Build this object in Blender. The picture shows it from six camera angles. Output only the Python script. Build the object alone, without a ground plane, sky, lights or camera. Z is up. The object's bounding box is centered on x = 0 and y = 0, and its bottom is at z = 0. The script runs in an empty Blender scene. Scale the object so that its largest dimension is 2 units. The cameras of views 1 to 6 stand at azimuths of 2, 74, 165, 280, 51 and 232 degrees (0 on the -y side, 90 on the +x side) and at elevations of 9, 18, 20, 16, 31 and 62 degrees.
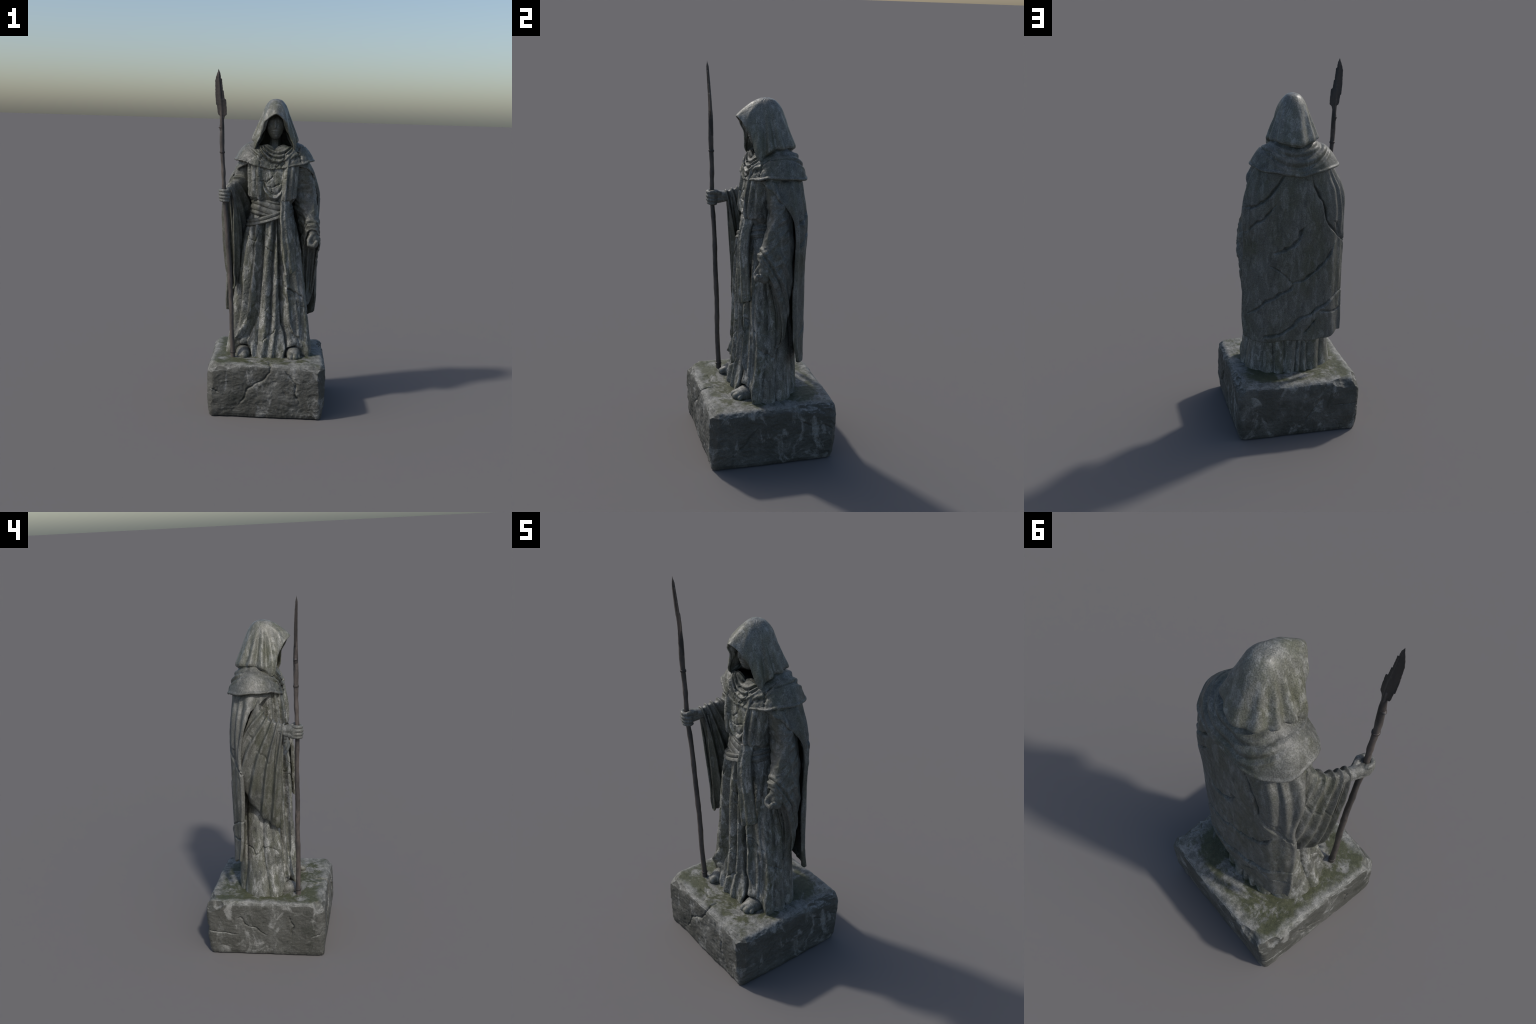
"""Weathered stone statue of a hooded robed guardian holding a spear, on a rough plinth."""
import bpy, bmesh, math
import numpy as np
from mathutils import Vector

TAU = 2 * math.pi
rad = np.radians

# ------------------------------------------------------------------ numeric helpers
def smooth(x, xs, ys):
    """Cubic curve through control points (Catmull-Rom tangents, flat extension)."""
    xs, ys = np.asarray(xs, float), np.asarray(ys, float)
    if xs[0] > xs[-1]:
        xs, ys = xs[::-1], ys[::-1]
    m = np.gradient(ys, xs, axis=0)
    x = np.clip(np.asarray(x, float), xs[0], xs[-1])
    i = np.clip(np.searchsorted(xs, x, side="right") - 1, 0, len(xs) - 2)
    h = xs[i + 1] - xs[i]
    t = (x - xs[i]) / h
    if ys.ndim > 1:
        t, h = t[..., None], h[..., None]
    a, b = ys[i], ys[i + 1]
    return ((2*t**3 - 3*t**2 + 1) * a + (t**3 - 2*t**2 + t) * h * m[i]
            + (-2*t**3 + 3*t**2) * b + (t**3 - t**2) * h * m[i + 1])


def step(x, a, b):
    t = np.clip((np.asarray(x, float) - a) / (b - a), 0, 1)
    return t * t * (3 - 2 * t)


def bump(d, w):
    return np.exp(-(d / w) ** 2)


def perlin(P, seed=0):
    """Gradient noise for an (n, 3) array, about -1..1."""
    P = np.asarray(P, float)
    i = np.floor(P).astype(np.int64)
    f = P - i
    u = f * f * f * (f * (f * 6 - 15) + 10)
    out = np.zeros(len(P))
    for dx in (0, 1):
        for dy in (0, 1):
            for dz in (0, 1):
                h = (i[:, 0] + dx) * 374761393 + (i[:, 1] + dy) * 668265263 + (i[:, 2] + dz) * 2147483647 + seed * 1274126177
                h = (h ^ (h >> 13)) * 1274126177 & 0xFFFFFFFF
                h = (h ^ (h >> 15)) * 2246822519 & 0xFFFFFFFF
                h = h ^ (h >> 13)
                g = ((h & 1023) / 511.5 - 1) * (f[:, 0] - dx) + ((h >> 10 & 1023) / 511.5 - 1) * (f[:, 1] - dy) + ((h >> 20 & 1023) / 511.5 - 1) * (f[:, 2] - dz)
                w = (u[:, 0] if dx else 1 - u[:, 0]) * (u[:, 1] if dy else 1 - u[:, 1]) * (u[:, 2] if dz else 1 - u[:, 2])
                out += w * g
    return out * 1.3


def fbm(P, freq, octaves=3, seed=0, stretch=(1, 1, 1), ridged=False):
    shape = P.shape[:-1]
    Q = P.reshape(-1, 3) * np.asarray(stretch) * freq
    out, amp, total = 0, 1.0, 0
    for o in range(octaves):
        n = perlin(Q * 2.03 ** o + 17.3 * o, seed + o)
        out = out + amp * (1 - 2 * np.abs(n) if ridged else n)
        total += amp
        amp *= 0.52
    return (out / total).reshape(shape)


def crack(a, b, pts, width=0.004, depth=0.008, lip=0.0, reach=0.05, seed=0, jitter=0.006):
    """Relief of a jagged crack along a polyline in the (a, b) plane: a groove, and the
    stone on its right-hand side standing lip lower, fading out over reach."""
    rng = np.random.default_rng(900 + seed)
    pts = [np.array(p, float) for p in pts]
    for _ in range(2):
        new = [pts[0]]
        for p, q in zip(pts, pts[1:]):
            d = q - p
            new += [(p + q) / 2 + np.array([-d[1], d[0]]) / (np.linalg.norm(d) + 1e-9) * rng.normal(0, jitter * 0.5), q]
        pts, jitter = new, jitter * 0.55
    best = np.full(a.shape, 9.0)
    side = np.zeros(a.shape)
    along = np.zeros(a.shape)
    n = len(pts) - 1
    lo, hi = np.min(pts, 0) - reach, np.max(pts, 0) + reach
    m = (a > lo[0]) & (a < hi[0]) & (b > lo[1]) & (b < hi[1])
    A, B = a[m], b[m]
    bd, sd, al = best[m], side[m], along[m]
    for j, (p, q) in enumerate(zip(pts, pts[1:])):
        d = q - p
        L = d @ d + 1e-12
        t = np.clip(((A - p[0]) * d[0] + (B - p[1]) * d[1]) / L, 0, 1)
        ex, ey = A - p[0] - t * d[0], B - p[1] - t * d[1]
        dist = np.hypot(ex, ey)
        c = dist < bd
        bd = np.where(c, dist, bd)
        sd = np.where(c, np.sign(d[0] * ey - d[1] * ex), sd)
        al = np.where(c, (j + t) / n, al)
    taper = np.clip(np.minimum(al, 1 - al) * 7, 0.3, 1)
    wig = 1.0 + 0.22 * np.sin(al * 23 + seed)
    h = -depth * taper * wig * np.exp(-(bd / (width * (0.5 + 0.5 * taper) * wig)) ** 2)
    if lip:
        h = h - lip * taper * (sd < 0) * np.clip(1 - bd / reach, 0, 1)
    out = np.zeros(a.shape)
    out[m] = h
    return out


# ------------------------------------------------------------------ mesh helpers
def normals(P, wrap):
    """Vertex normals of a grid (u first); du x dv."""
    if wrap:
        du = np.roll(P, -1, 0) - np.roll(P, 1, 0)
    else:
        du = np.gradient(P, axis=0)
    dv = np.gradient(P, axis=1)
    n = np.cross(du, dv)
    return n / (np.linalg.norm(n, axis=-1, keepdims=True) + 1e-12)


def grid_faces(nu, nv, wrap, offset=0):
    i = np.arange(nu if wrap else nu - 1)
    j = np.arange(nv - 1)
    I, J = np.meshgrid(i, j, indexing="ij")
    I2 = (I + 1) % nu
    return (np.stack([I * nv + J, I2 * nv + J, I2 * nv + J + 1, I * nv + J + 1], -1).reshape(-1, 4) + offset)


def new_object(name, V, F, material, parent, smooth_shade=True):
    me = bpy.data.meshes.new(name)
    V = np.asarray(V, np.float32).reshape(-1, 3)
    F = np.asarray(F, np.int32)
    me.vertices.add(len(V))
    me.vertices.foreach_set("co", V.ravel())
    me.loops.add(F.size)
    me.loops.foreach_set("vertex_index", F.ravel())
    me.polygons.add(len(F))
    me.polygons.foreach_set("loop_start", np.arange(len(F), dtype=np.int32) * F.shape[1])
    me.polygons.foreach_set("use_smooth", np.full(len(F), smooth_shade))
    me.update(calc_edges=True)
    me.validate()
    me.materials.append(material)
    ob = bpy.data.objects.new(name, me)
    bpy.context.scene.collection.objects.link(ob)
    ob.parent = parent
    return ob


def surface(name, P, material, parent, wrap=True, cap=True):
    """Solid from a closed-loop grid; the end loops are capped with fans."""
    nu, nv = P.shape[:2]
    V = P.reshape(-1, 3)
    F = grid_faces(nu, nv, wrap)
    if cap:
        V = np.vstack([V, P[:, 0].mean(0), P[:, -1].mean(0)])
        i = np.arange(nu)
        i2 = (i + 1) % nu
        a, b = len(V) - 2, len(V) - 1
        F = np.vstack([F, np.stack([i2 * nv, i * nv, np.full(nu, a), np.full(nu, a)], -1),
                       np.stack([i * nv + nv - 1, i2 * nv + nv - 1, np.full(nu, b), np.full(nu, b)], -1)])
        return tri_fix(name, V, F, material, parent)
    return new_object(name, V, F, material, parent)


def tri_fix(name, V, F, material, parent):
    """Quads whose last two corners repeat become triangles."""
    ob = bpy.data.objects.new(name, bpy.data.meshes.new(name))
    quads = F[F[:, 2] != F[:, 3]]
    tris = F[F[:, 2] == F[:, 3]][:, :3]
    me = ob.data
    me.vertices.add(len(V))
    me.vertices.foreach_set("co", np.asarray(V, np.float32).ravel())
    me.loops.add(quads.size + tris.size)
    me.loops.foreach_set("vertex_index", np.concatenate([quads.ravel(), tris.ravel()]).astype(np.int32))
    me.polygons.add(len(quads) + len(tris))
    starts = np.concatenate([np.arange(len(quads)) * 4, quads.size + np.arange(len(tris)) * 3]).astype(np.int32)
    me.polygons.foreach_set("loop_start", starts)
    me.polygons.foreach_set("use_smooth", np.ones(len(starts), bool))
    me.update(calc_edges=True)
    me.validate()
    me.materials.append(material)
    bpy.context.scene.collection.objects.link(ob)
    ob.parent = parent
    return ob


def shell(name, P, thick, material, parent, wrap):
    """Cloth of real thickness: outer grid P, an inner copy set back along the normals, rounded rims."""
    nu, nv = P.shape[:2]
    N = normals(P, wrap)
    Q = P - N * (thick[..., None] if np.ndim(thick) else thick)
    V = [P.reshape(-1, 3), Q.reshape(-1, 3)]
    n = nu * nv
    F = [grid_faces(nu, nv, wrap), grid_faces(nu, nv, wrap, n)[:, ::-1]]
    count = 2 * n

    def rim(line, inward, flip):
        nonlocal count
        p, q = P.reshape(-1, 3)[line], Q.reshape(-1, 3)[line]
        out = p - P.reshape(-1, 3)[inward]
        out /= np.linalg.norm(out, axis=1, keepdims=True) + 1e-9
        half = np.linalg.norm(p - q, axis=1, keepdims=True) * 0.5
        rings = [line]
        for c, s in ((0.75, 0.5), (0.5, 0.62), (0.25, 0.5)):
            V.append(p * c + q * (1 - c) + out * half * s)
            rings.append(count + np.arange(len(line)))
            count += len(line)
        rings.append(line + n)
        closed = wrap and len(line) == nu and abs(line[1] - line[0]) == nv
        k = np.arange(len(line) if closed else len(line) - 1)
        k2 = (k + 1) % len(line)
        for a, b in zip(rings, rings[1:]):
            f = np.stack([a[k], a[k2], b[k2], b[k]], -1)
            F.append(f[:, ::-1] if flip else f)

    idx = np.arange(n).reshape(nu, nv)
    rim(idx[:, 0], idx[:, 1], True)
    rim(idx[:, -1], idx[:, -2], False)
    if not wrap:
        rim(idx[0], idx[1], False)
        rim(idx[-1], idx[-2], True)
    return new_object(name, np.vstack(V), np.vstack(F), material, parent)


def weather(P, wrap, rough=0.0016, pits=0.0012, seed=0, mask=1.0, extra=0.0):
    """Erosion of a grid along its normals: low waviness, chiselled roughness, pits."""
    N = normals(P, wrap)
    h = 0.6 * rough * fbm(P, 14, 2, seed + 1)
    h = h + rough * mask * fbm(P, 45, 3, seed + 2, stretch=(1, 1, 0.7))
    h = h - pits * mask * step(fbm(P, 95, 2, seed + 3), 0.15, 0.6)
    return P + N * (h + extra)[..., None]


def fuse(name, pieces, voxel, material, parent, iterations=4, relief=0.0, seed=0):
    """Fuse ellipsoids and capsules to one smooth body with a voxel remesh."""
    bm = bmesh.new()
    for kind, *p in pieces:
        if kind == "ball":
            c, r = Vector(p[0]), p[1]
            res = bmesh.ops.create_icosphere(bm, subdivisions=3, radius=1.0)
            for v in res["verts"]:
                v.co = Vector((v.co.x * r[0], v.co.y * r[1], v.co.z * r[2])) + c
        else:
            a, b, ra, rb = Vector(p[0]), Vector(p[1]), p[2], p[3]
            ax = (b - a)
            L = ax.length
            q = ax.to_track_quat("Z", "Y")
            res = bmesh.ops.create_icosphere(bm, subdivisions=3, radius=1.0)
            for v in res["verts"]:
                if v.co.z >= 0:
                    v.co = q @ (v.co * rb + Vector((0, 0, L))) + a
                else:
                    v.co = q @ (v.co * ra) + a
    me = bpy.data.meshes.new(name)
    bm.to_mesh(me)
    bm.free()
    ob = bpy.data.objects.new(name, me)
    bpy.context.scene.collection.objects.link(ob)
    r = ob.modifiers.new("remesh", "REMESH")
    r.mode, r.voxel_size = "VOXEL", voxel
    s = ob.modifiers.new("smooth", "SMOOTH")
    s.factor, s.iterations = 0.5, iterations
    dg = bpy.context.evaluated_depsgraph_get()
    done = bpy.data.meshes.new_from_object(ob.evaluated_get(dg))
    ob.modifiers.clear()
    ob.data = done
    bpy.data.meshes.remove(me)
    done.name = name
    n = len(done.vertices)
    if relief and n:
        co = np.empty(n * 3, np.float32)
        no = np.empty(n * 3, np.float32)
        done.vertices.foreach_get("co", co)
        done.vertex_normals.foreach_get("vector", no)
        C = co.reshape(-1, 3).astype(float)
        C = C + no.reshape(-1, 3) * (relief * fbm(C, 70, 3, seed))[:, None]
        done.vertices.foreach_set("co", C.astype(np.float32).ravel())
    done.polygons.foreach_set("use_smooth", np.ones(len(done.polygons), bool))
    done.update()
    done.materials.clear()
    done.materials.append(material)
    ob.parent = parent
    return ob


# ------------------------------------------------------------------ materials
class Nodes:
    def __init__(self, name):
        self.mat = bpy.data.materials.new(name)
        self.mat.use_nodes = True
        self.t = self.mat.node_tree
        self.bsdf = self.t.nodes["Principled BSDF"]
        self.obj = self.t.nodes.new("ShaderNodeTexCoord").outputs["Object"]

    def link(self, a, b):
        self.t.links.new(a, b)

    def noise(self, scale, detail=4, rough=0.55, distort=0.0, stretch=None, offset=(0, 0, 0)):
        n = self.t.nodes.new("ShaderNodeTexNoise")
        n.inputs["Scale"].default_value = scale
        n.inputs["Detail"].default_value = detail
        n.inputs["Roughness"].default_value = rough
        n.inputs["Distortion"].default_value = distort
        m = self.t.nodes.new("ShaderNodeMapping")
        m.inputs["Location"].default_value = offset
        m.inputs["Scale"].default_value = stretch or (1, 1, 1)
        self.link(self.obj, m.inputs["Vector"])
        self.link(m.outputs[0], n.inputs["Vector"])
        return n.outputs["Fac"]

    def ramp(self, fac, a, b, lo=0.0, hi=1.0):
        n = self.t.nodes.new("ShaderNodeMapRange")
        n.interpolation_type = "SMOOTHSTEP"
        for key, v in (("From Min", a), ("From Max", b), ("To Min", lo), ("To Max", hi)):
            n.inputs[key].default_value = v
        self.link(fac, n.inputs["Value"])
        return n.outputs["Result"]

    def math(self, op, a, b=None):
        n = self.t.nodes.new("ShaderNodeMath")
        n.operation = op
        for s, v in zip(n.inputs, (a, b)):
            if v is None:
                continue
            if isinstance(v, (int, float)):
                s.default_value = v
            else:
                self.link(v, s)
        return n.outputs[0]

    def mix(self, fac, a, b, blend="MIX"):
        n = self.t.nodes.new("ShaderNodeMix")
        n.data_type, n.blend_type = "RGBA", blend
        for s, v in ((n.inputs[0], fac), (n.inputs[6], a), (n.inputs[7], b)):
            if isinstance(v, (int, float)):
                s.default_value = v
            elif isinstance(v, tuple):
                s.default_value = (*v, 1)
            else:
                self.link(v, s)
        return n.outputs[2]

    def finish(self, colour, rough, height=None, strength=0.3, distance=0.002):
        self.link(colour, self.bsdf.inputs["Base Color"])
        if isinstance(rough, (int, float)):
            self.bsdf.inputs["Roughness"].default_value = rough
        else:
            self.link(rough, self.bsdf.inputs["Roughness"])
        if height is not None:
            b = self.t.nodes.new("ShaderNodeBump")
            b.inputs["Strength"].default_value = strength
            b.inputs["Distance"].default_value = distance
            self.link(height, b.inputs["Height"])
            self.link(b.outputs[0], self.bsdf.inputs["Normal"])
        return self.mat


GREY = (0.104, 0.105, 0.094)
PALE = (0.262, 0.262, 0.247)
DARK = (0.030, 0.031, 0.027)
OLIVE = (0.070, 0.072, 0.044)
MOSS = (0.036, 0.042, 0.014)


def stone(name, moss=0.25, dark=0.5, pale=0.5, grain=1.0, rough=0.52, tone=1.0):
    """Grey stone: fine rain streaks, pale flecks, dark mottling, small moss patches and grain."""
    n = Nodes(name)
    def t(c):
        return tuple(v * tone for v in c)
    c = n.mix(n.ramp(n.noise(7, 6, 0.6, stretch=(1, 1, 0.5)), 0.38, 0.66, 0, 0.7), t(GREY), t(OLIVE))
    c = n.mix(n.ramp(n.noise(34, 6, 0.68, 0.5, stretch=(1, 1, 0.35), offset=(3, 1, 2)), 0.46, 0.66, 0, pale), c, t(PALE))
    c = n.mix(n.ramp(n.noise(26, 7, 0.7, 0.5, stretch=(1, 1, 0.3), offset=(7, 5, 1)), 0.50, 0.68, 0, dark), c, t(DARK))
    c = n.mix(n.ramp(n.noise(11, 8, 0.72, 0.3, offset=(1, 9, 4)), 0.58, 0.66, 0, moss), c, MOSS)
    c = n.mix(1.0, c, n.ramp(n.noise(210, 3, 0.7), 0.28, 0.72, 1 - 0.42 * grain, 1 + 0.42 * grain), "MULTIPLY")
    h = n.math("ADD", n.noise(260, 4, 0.7), n.math("MULTIPLY", n.noise(70, 4, 0.6), 1.3))
    return n.finish(c, n.ramp(n.noise(40, 3), 0.3, 0.7, rough - 0.1, rough + 0.12), h, 0.35 * grain, 0.0022)


def plinth_stone():
    n = Nodes("plinth_stone")
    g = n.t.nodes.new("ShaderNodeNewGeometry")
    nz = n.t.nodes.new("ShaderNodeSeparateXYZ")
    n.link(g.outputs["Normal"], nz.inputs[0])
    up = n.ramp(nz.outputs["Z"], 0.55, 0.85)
    c = n.mix(n.ramp(n.noise(7, 6, 0.6, 0.3), 0.42, 0.66), (0.052, 0.052, 0.044), (0.090, 0.090, 0.081))
    c = n.mix(n.ramp(n.noise(9, 8, 0.68, 1.0, stretch=(1, 1, 0.6), offset=(2, 8, 3)), 0.52, 0.64, 0, 0.9), c, (0.190, 0.190, 0.178))
    c = n.mix(n.ramp(n.noise(10, 7, 0.7, 0.4, offset=(5, 5, 9)), 0.56, 0.66, 0, 0.7), c, (0.026, 0.028, 0.021))
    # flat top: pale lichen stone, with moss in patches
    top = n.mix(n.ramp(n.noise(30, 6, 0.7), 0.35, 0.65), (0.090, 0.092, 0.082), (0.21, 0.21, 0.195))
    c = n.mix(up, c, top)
    m = n.ramp(n.noise(8.5, 8, 0.68, 0.5, offset=(4, 2, 0)), 0.41, 0.52)
    # moss keeps to the middle of the top, around the hem of the robe
    sx = n.t.nodes.new("ShaderNodeSeparateXYZ")
    n.link(n.obj, sx.inputs[0])
    far = n.math("MAXIMUM", n.math("ABSOLUTE", sx.outputs["X"]), n.math("ABSOLUTE", sx.outputs["Y"]))
    keep = n.ramp(n.math("ADD", far, n.math("MULTIPLY", n.noise(14, 5), 0.16)), 0.34, 0.405, 1, 0)
    c = n.mix(n.math("MULTIPLY", n.math("MULTIPLY", m, keep), n.math("MULTIPLY", up, 0.92)), c, n.mix(n.noise(60, 4), (0.022, 0.026, 0.009), (0.056, 0.062, 0.022)))
    # worn, scuffed arrises
    edge = n.ramp(g.outputs["Pointiness"], 0.53, 0.60, 0, 0.7)
    c = n.mix(n.math("MULTIPLY", edge, n.ramp(n.noise(25, 5), 0.35, 0.6)), c, (0.27, 0.27, 0.25))
    c = n.mix(1.0, c, n.ramp(n.noise(230, 3, 0.7), 0.28, 0.72, 0.65, 1.35), "MULTIPLY")
    h = n.math("ADD", n.noise(220, 4, 0.7), n.math("MULTIPLY", n.noise(60, 5, 0.65), 1.6))
    return n.finish(c, 0.72, h, 0.4, 0.003)


def rusty(name, a, b, c2, metallic, rough):
    n = Nodes(name)
    c = n.mix(n.ramp(n.noise(22, 6, 0.65, stretch=(1, 1, 0.4)), 0.4, 0.62), a, b)
    c = n.mix(n.ramp(n.noise(60, 5, 0.7, offset=(4, 4, 1)), 0.58, 0.7, 0, 0.8), c, c2)
    n.bsdf.inputs["Metallic"].default_value = metallic
    return n.finish(c, rough, n.noise(150, 4, 0.7, stretch=(1, 1, 0.35)), 0.4, 0.002)


stone_cloth = stone("weathered_stone", moss=0.35, dark=0.5, pale=0.4, tone=0.88)  # tone lowered: shade of the cloak's dark back baked into the stone
stone_robe = stone("mottled_robe_stone", moss=0.55, dark=0.8, pale=0.85, tone=1.1)
stone_plain = stone("smooth_grey_stone", moss=0.2, dark=0.4, pale=0.45)
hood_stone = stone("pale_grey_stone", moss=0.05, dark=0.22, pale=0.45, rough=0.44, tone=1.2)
stone_plinth = plinth_stone()
wood = rusty("dark_weathered_wood", (0.042, 0.037, 0.034), (0.082, 0.068, 0.060), (0.022, 0.020, 0.019), 0.0, 0.6)
iron = rusty("rusted_iron", (0.034, 0.031, 0.030), (0.058, 0.048, 0.044), (0.090, 0.078, 0.070), 0.3, 0.55)

# ------------------------------------------------------------------ the thing
statue = bpy.data.objects.new("stone_statue", None)
bpy.context.scene.collection.objects.link(statue)
statue["label"] = "weathered mossy stone statue of a hooded robed figure holding a spear on a plinth"
statue["category"] = "statue"

# ------------------------------------------------------------------ plinth
def build_plinth():
    half, n = np.array([0.341, 0.333, 0.158]), 150
    t = np.linspace(-1, 1, n)
    A, B = np.meshgrid(t, t, indexing="ij")
    V, F, off = [], [], 0
    for ax in range(3):
        for s in (-1, 1):
            p = np.zeros((n, n, 3))
            p[..., ax] = s
            p[..., (ax + 1) % 3] = A
            p[..., (ax + 2) % 3] = B
            f = grid_faces(n, n, False, off)
            V.append(p.reshape(-1, 3))
            F.append(f if s > 0 else f[:, ::-1])
            off += n * n
    V, F = np.vstack(V), np.vstack(F)
    key = np.round((V + 1) * 5000).astype(np.int64)
    _, first, inv = np.unique(key[:, 0] * 10**10 + key[:, 1] * 10**5 + key[:, 2], return_index=True, return_inverse=True)
    V, F = V[first], inv[F]
    P = V * half
    r = 0.026
    q = np.clip(P, -(half - r), half - r)
    d = P - q
    N = d / (np.linalg.norm(d, axis=1, keepdims=True) + 1e-12)
    N = N + 0.0
    P = q + r * N
    # sides lean in a little towards the floor and bulge at mid height
    w = P[:, 2:3] / half[2]
    P[:, :2] *= 1 - 0.030 * step(-w, 0.2, 1.0) - 0.012 * step(w, 0.5, 1.0)
    P[:, 2] += 0.158
    P[:, 0] += 0.004
    x, y, z = P.T
    front, back, left, right, top = N[:, 1] < -0.6, N[:, 1] > 0.6, N[:, 0] < -0.6, N[:, 0] > 0.6, N[:, 2] > 0.6
    h = 0.006 * fbm(P, 5, 2, 3) + 0.0045 * fbm(P, 16, 3, 5)
    h += np.where(top, 0.0018, 0.0032) * fbm(P, 38, 3, 8, ridged=True)
    # chiselled facets on the two rough faces
    rough = (front | right).astype(float)
    h += rough * 0.006 * fbm(P, 11, 3, 21, stretch=(1, 1, 1.4), ridged=True)
    for k, pts in enumerate([[(0.031, 0.335), (0.029, 0.279), (-0.005, 0.237), (-0.066, 0.202), (-0.104, 0.172), (-0.118, 0.118), (-0.156, 0.067)],
                             [(0.11, 0.298), (0.151, 0.252), (0.183, 0.212), (0.178, 0.147), (0.207, 0.099)],
                             [(-0.34, 0.17), (-0.30, 0.165), (-0.27, 0.15)]]):
        h += front * crack(x, z, pts, 0.0042, 0.012, 0.006, 0.05, k)
    for k, pts in enumerate([[(0.34, 0.146), (0.259, 0.135), (0.208, 0.132), (0.156, 0.126)],
                             [(0.158, 0.226), (0.136, 0.23), (0.116, 0.195), (0.095, 0.176), (0.051, 0.17), (0.016, 0.139), (-0.012, 0.128)],
                             [(-0.14, 0.243), (-0.166, 0.181), (-0.146, 0.125)],
                             [(-0.35, 0.19), (-0.308, 0.138), (-0.264, 0.121)]]):
        h += left * crack(y, z, pts, 0.0032, 0.012, 0, 0.05, 10 + k)
    h += back * crack(x, z, [(-0.124, 0.22), (-0.08, 0.166), (-0.05, 0.119), (-0.021, 0.071)], 0.004, 0.007, 0.004, 0.05, 20)
    h += back * crack(x, z, [(-0.34, 0.17), (-0.28, 0.165), (-0.2, 0.17)], 0.004, 0.007, 0.004, 0.05, 22)
    h += right * crack(y, z, [(0.12, 0.25), (0.2, 0.2), (0.26, 0.21), (0.33, 0.16)], 0.004, 0.007, 0.004, 0.05, 21)
    h += right * crack(y, z, [(-0.2, 0.1), (-0.14, 0.17), (-0.1, 0.22)], 0.006, 0.006, 0.006, 0.06, 23)
    h += top * crack(x, y, [(0.025, -0.25), (0.02, -0.285), (0.033, -0.34)], 0.004, 0.010, 0.003, 0.05, 24)
    h += top * crack(x, y, [(-0.13, -0.26), (-0.09, -0.245), (-0.05, -0.262), (-0.03, -0.3)], 0.004, 0.004, 0.003, 0.05, 25)
    P = P + N * h[:, None]
    # chips: everything beyond a broken plane falls back on to it
    rng = np.random.default_rng(5)
    chips = [((-0.312, -0.310, 0.283), (-0.55, -0.5, 0.67)), ((-0.331, 0.302, 0.27), (-0.75, 0.35, 0.5)),
             ((0.332, 0.320, 0.286), (0.6, 0.55, 0.6)), ((0.330, -0.320, 0.285), (0.55, -0.6, 0.55)),
             ((-0.22, -0.326, 0.298), (-0.1, -0.75, 0.65)), ((0.332, -0.320, 0.14), (0.7, -0.7, 0.05)),
             ((0.338, 0.320, 0.10), (0.75, 0.65, -0.05)), ((-0.324, -0.320, 0.1), (-0.7, -0.7, 0)),
             ((0.24, -0.326, 0.302), (0.1, -0.7, 0.7)), ((-0.331, 0.02, 0.304), (-0.66, 0, 0.72)),
             ((0.341, -0.05, 0.303), (0.7, 0, 0.7)), ((-0.05, 0.329, 0.303), (0, 0.7, 0.72))]
    for k, (c, nrm) in enumerate(chips):
        nrm = np.array(nrm) / np.linalg.norm(nrm)
        d = (P - c) @ nrm + 0.006 * fbm(P, 28, 3, 60 + k)
        P = P - nrm * np.maximum(d, 0)[:, None]
    # gouges: bites taken out of the top arris
    for c, rr, k in [((-0.255, 0.335, 0.312), 0.045, 0), ((-0.215, 0.345, 0.318), 0.040, 1), ((0.335, 0.20, 0.318), 0.042, 2),
                     ((0.345, 0.25, 0.300), 0.035, 3), ((-0.345, 0.27, 0.315), 0.040, 4), ((0.345, 0.14, 0.312), 0.030, 5)]:
        v = P - c
        d = np.linalg.norm(v, axis=1)
        R = rr * (1 + 0.25 * fbm(P, 22, 2, 80 + k))
        inside = np.maximum(R - d, 0)
        c2 = np.array([0, 0, 0.16]) - c
        c2 /= np.linalg.norm(c2)
        P = P + c2 * (inside * 0.75)[:, None]
    # ragged underside
    P[:, 2] = np.where(P[:, 2] < 0.012, P[:, 2] * 0.3, P[:, 2])
    P[:, 2] -= P[:, 2].min()
    return new_object("plinth", P, F, stone_plinth, statue)


build_plinth()

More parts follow.
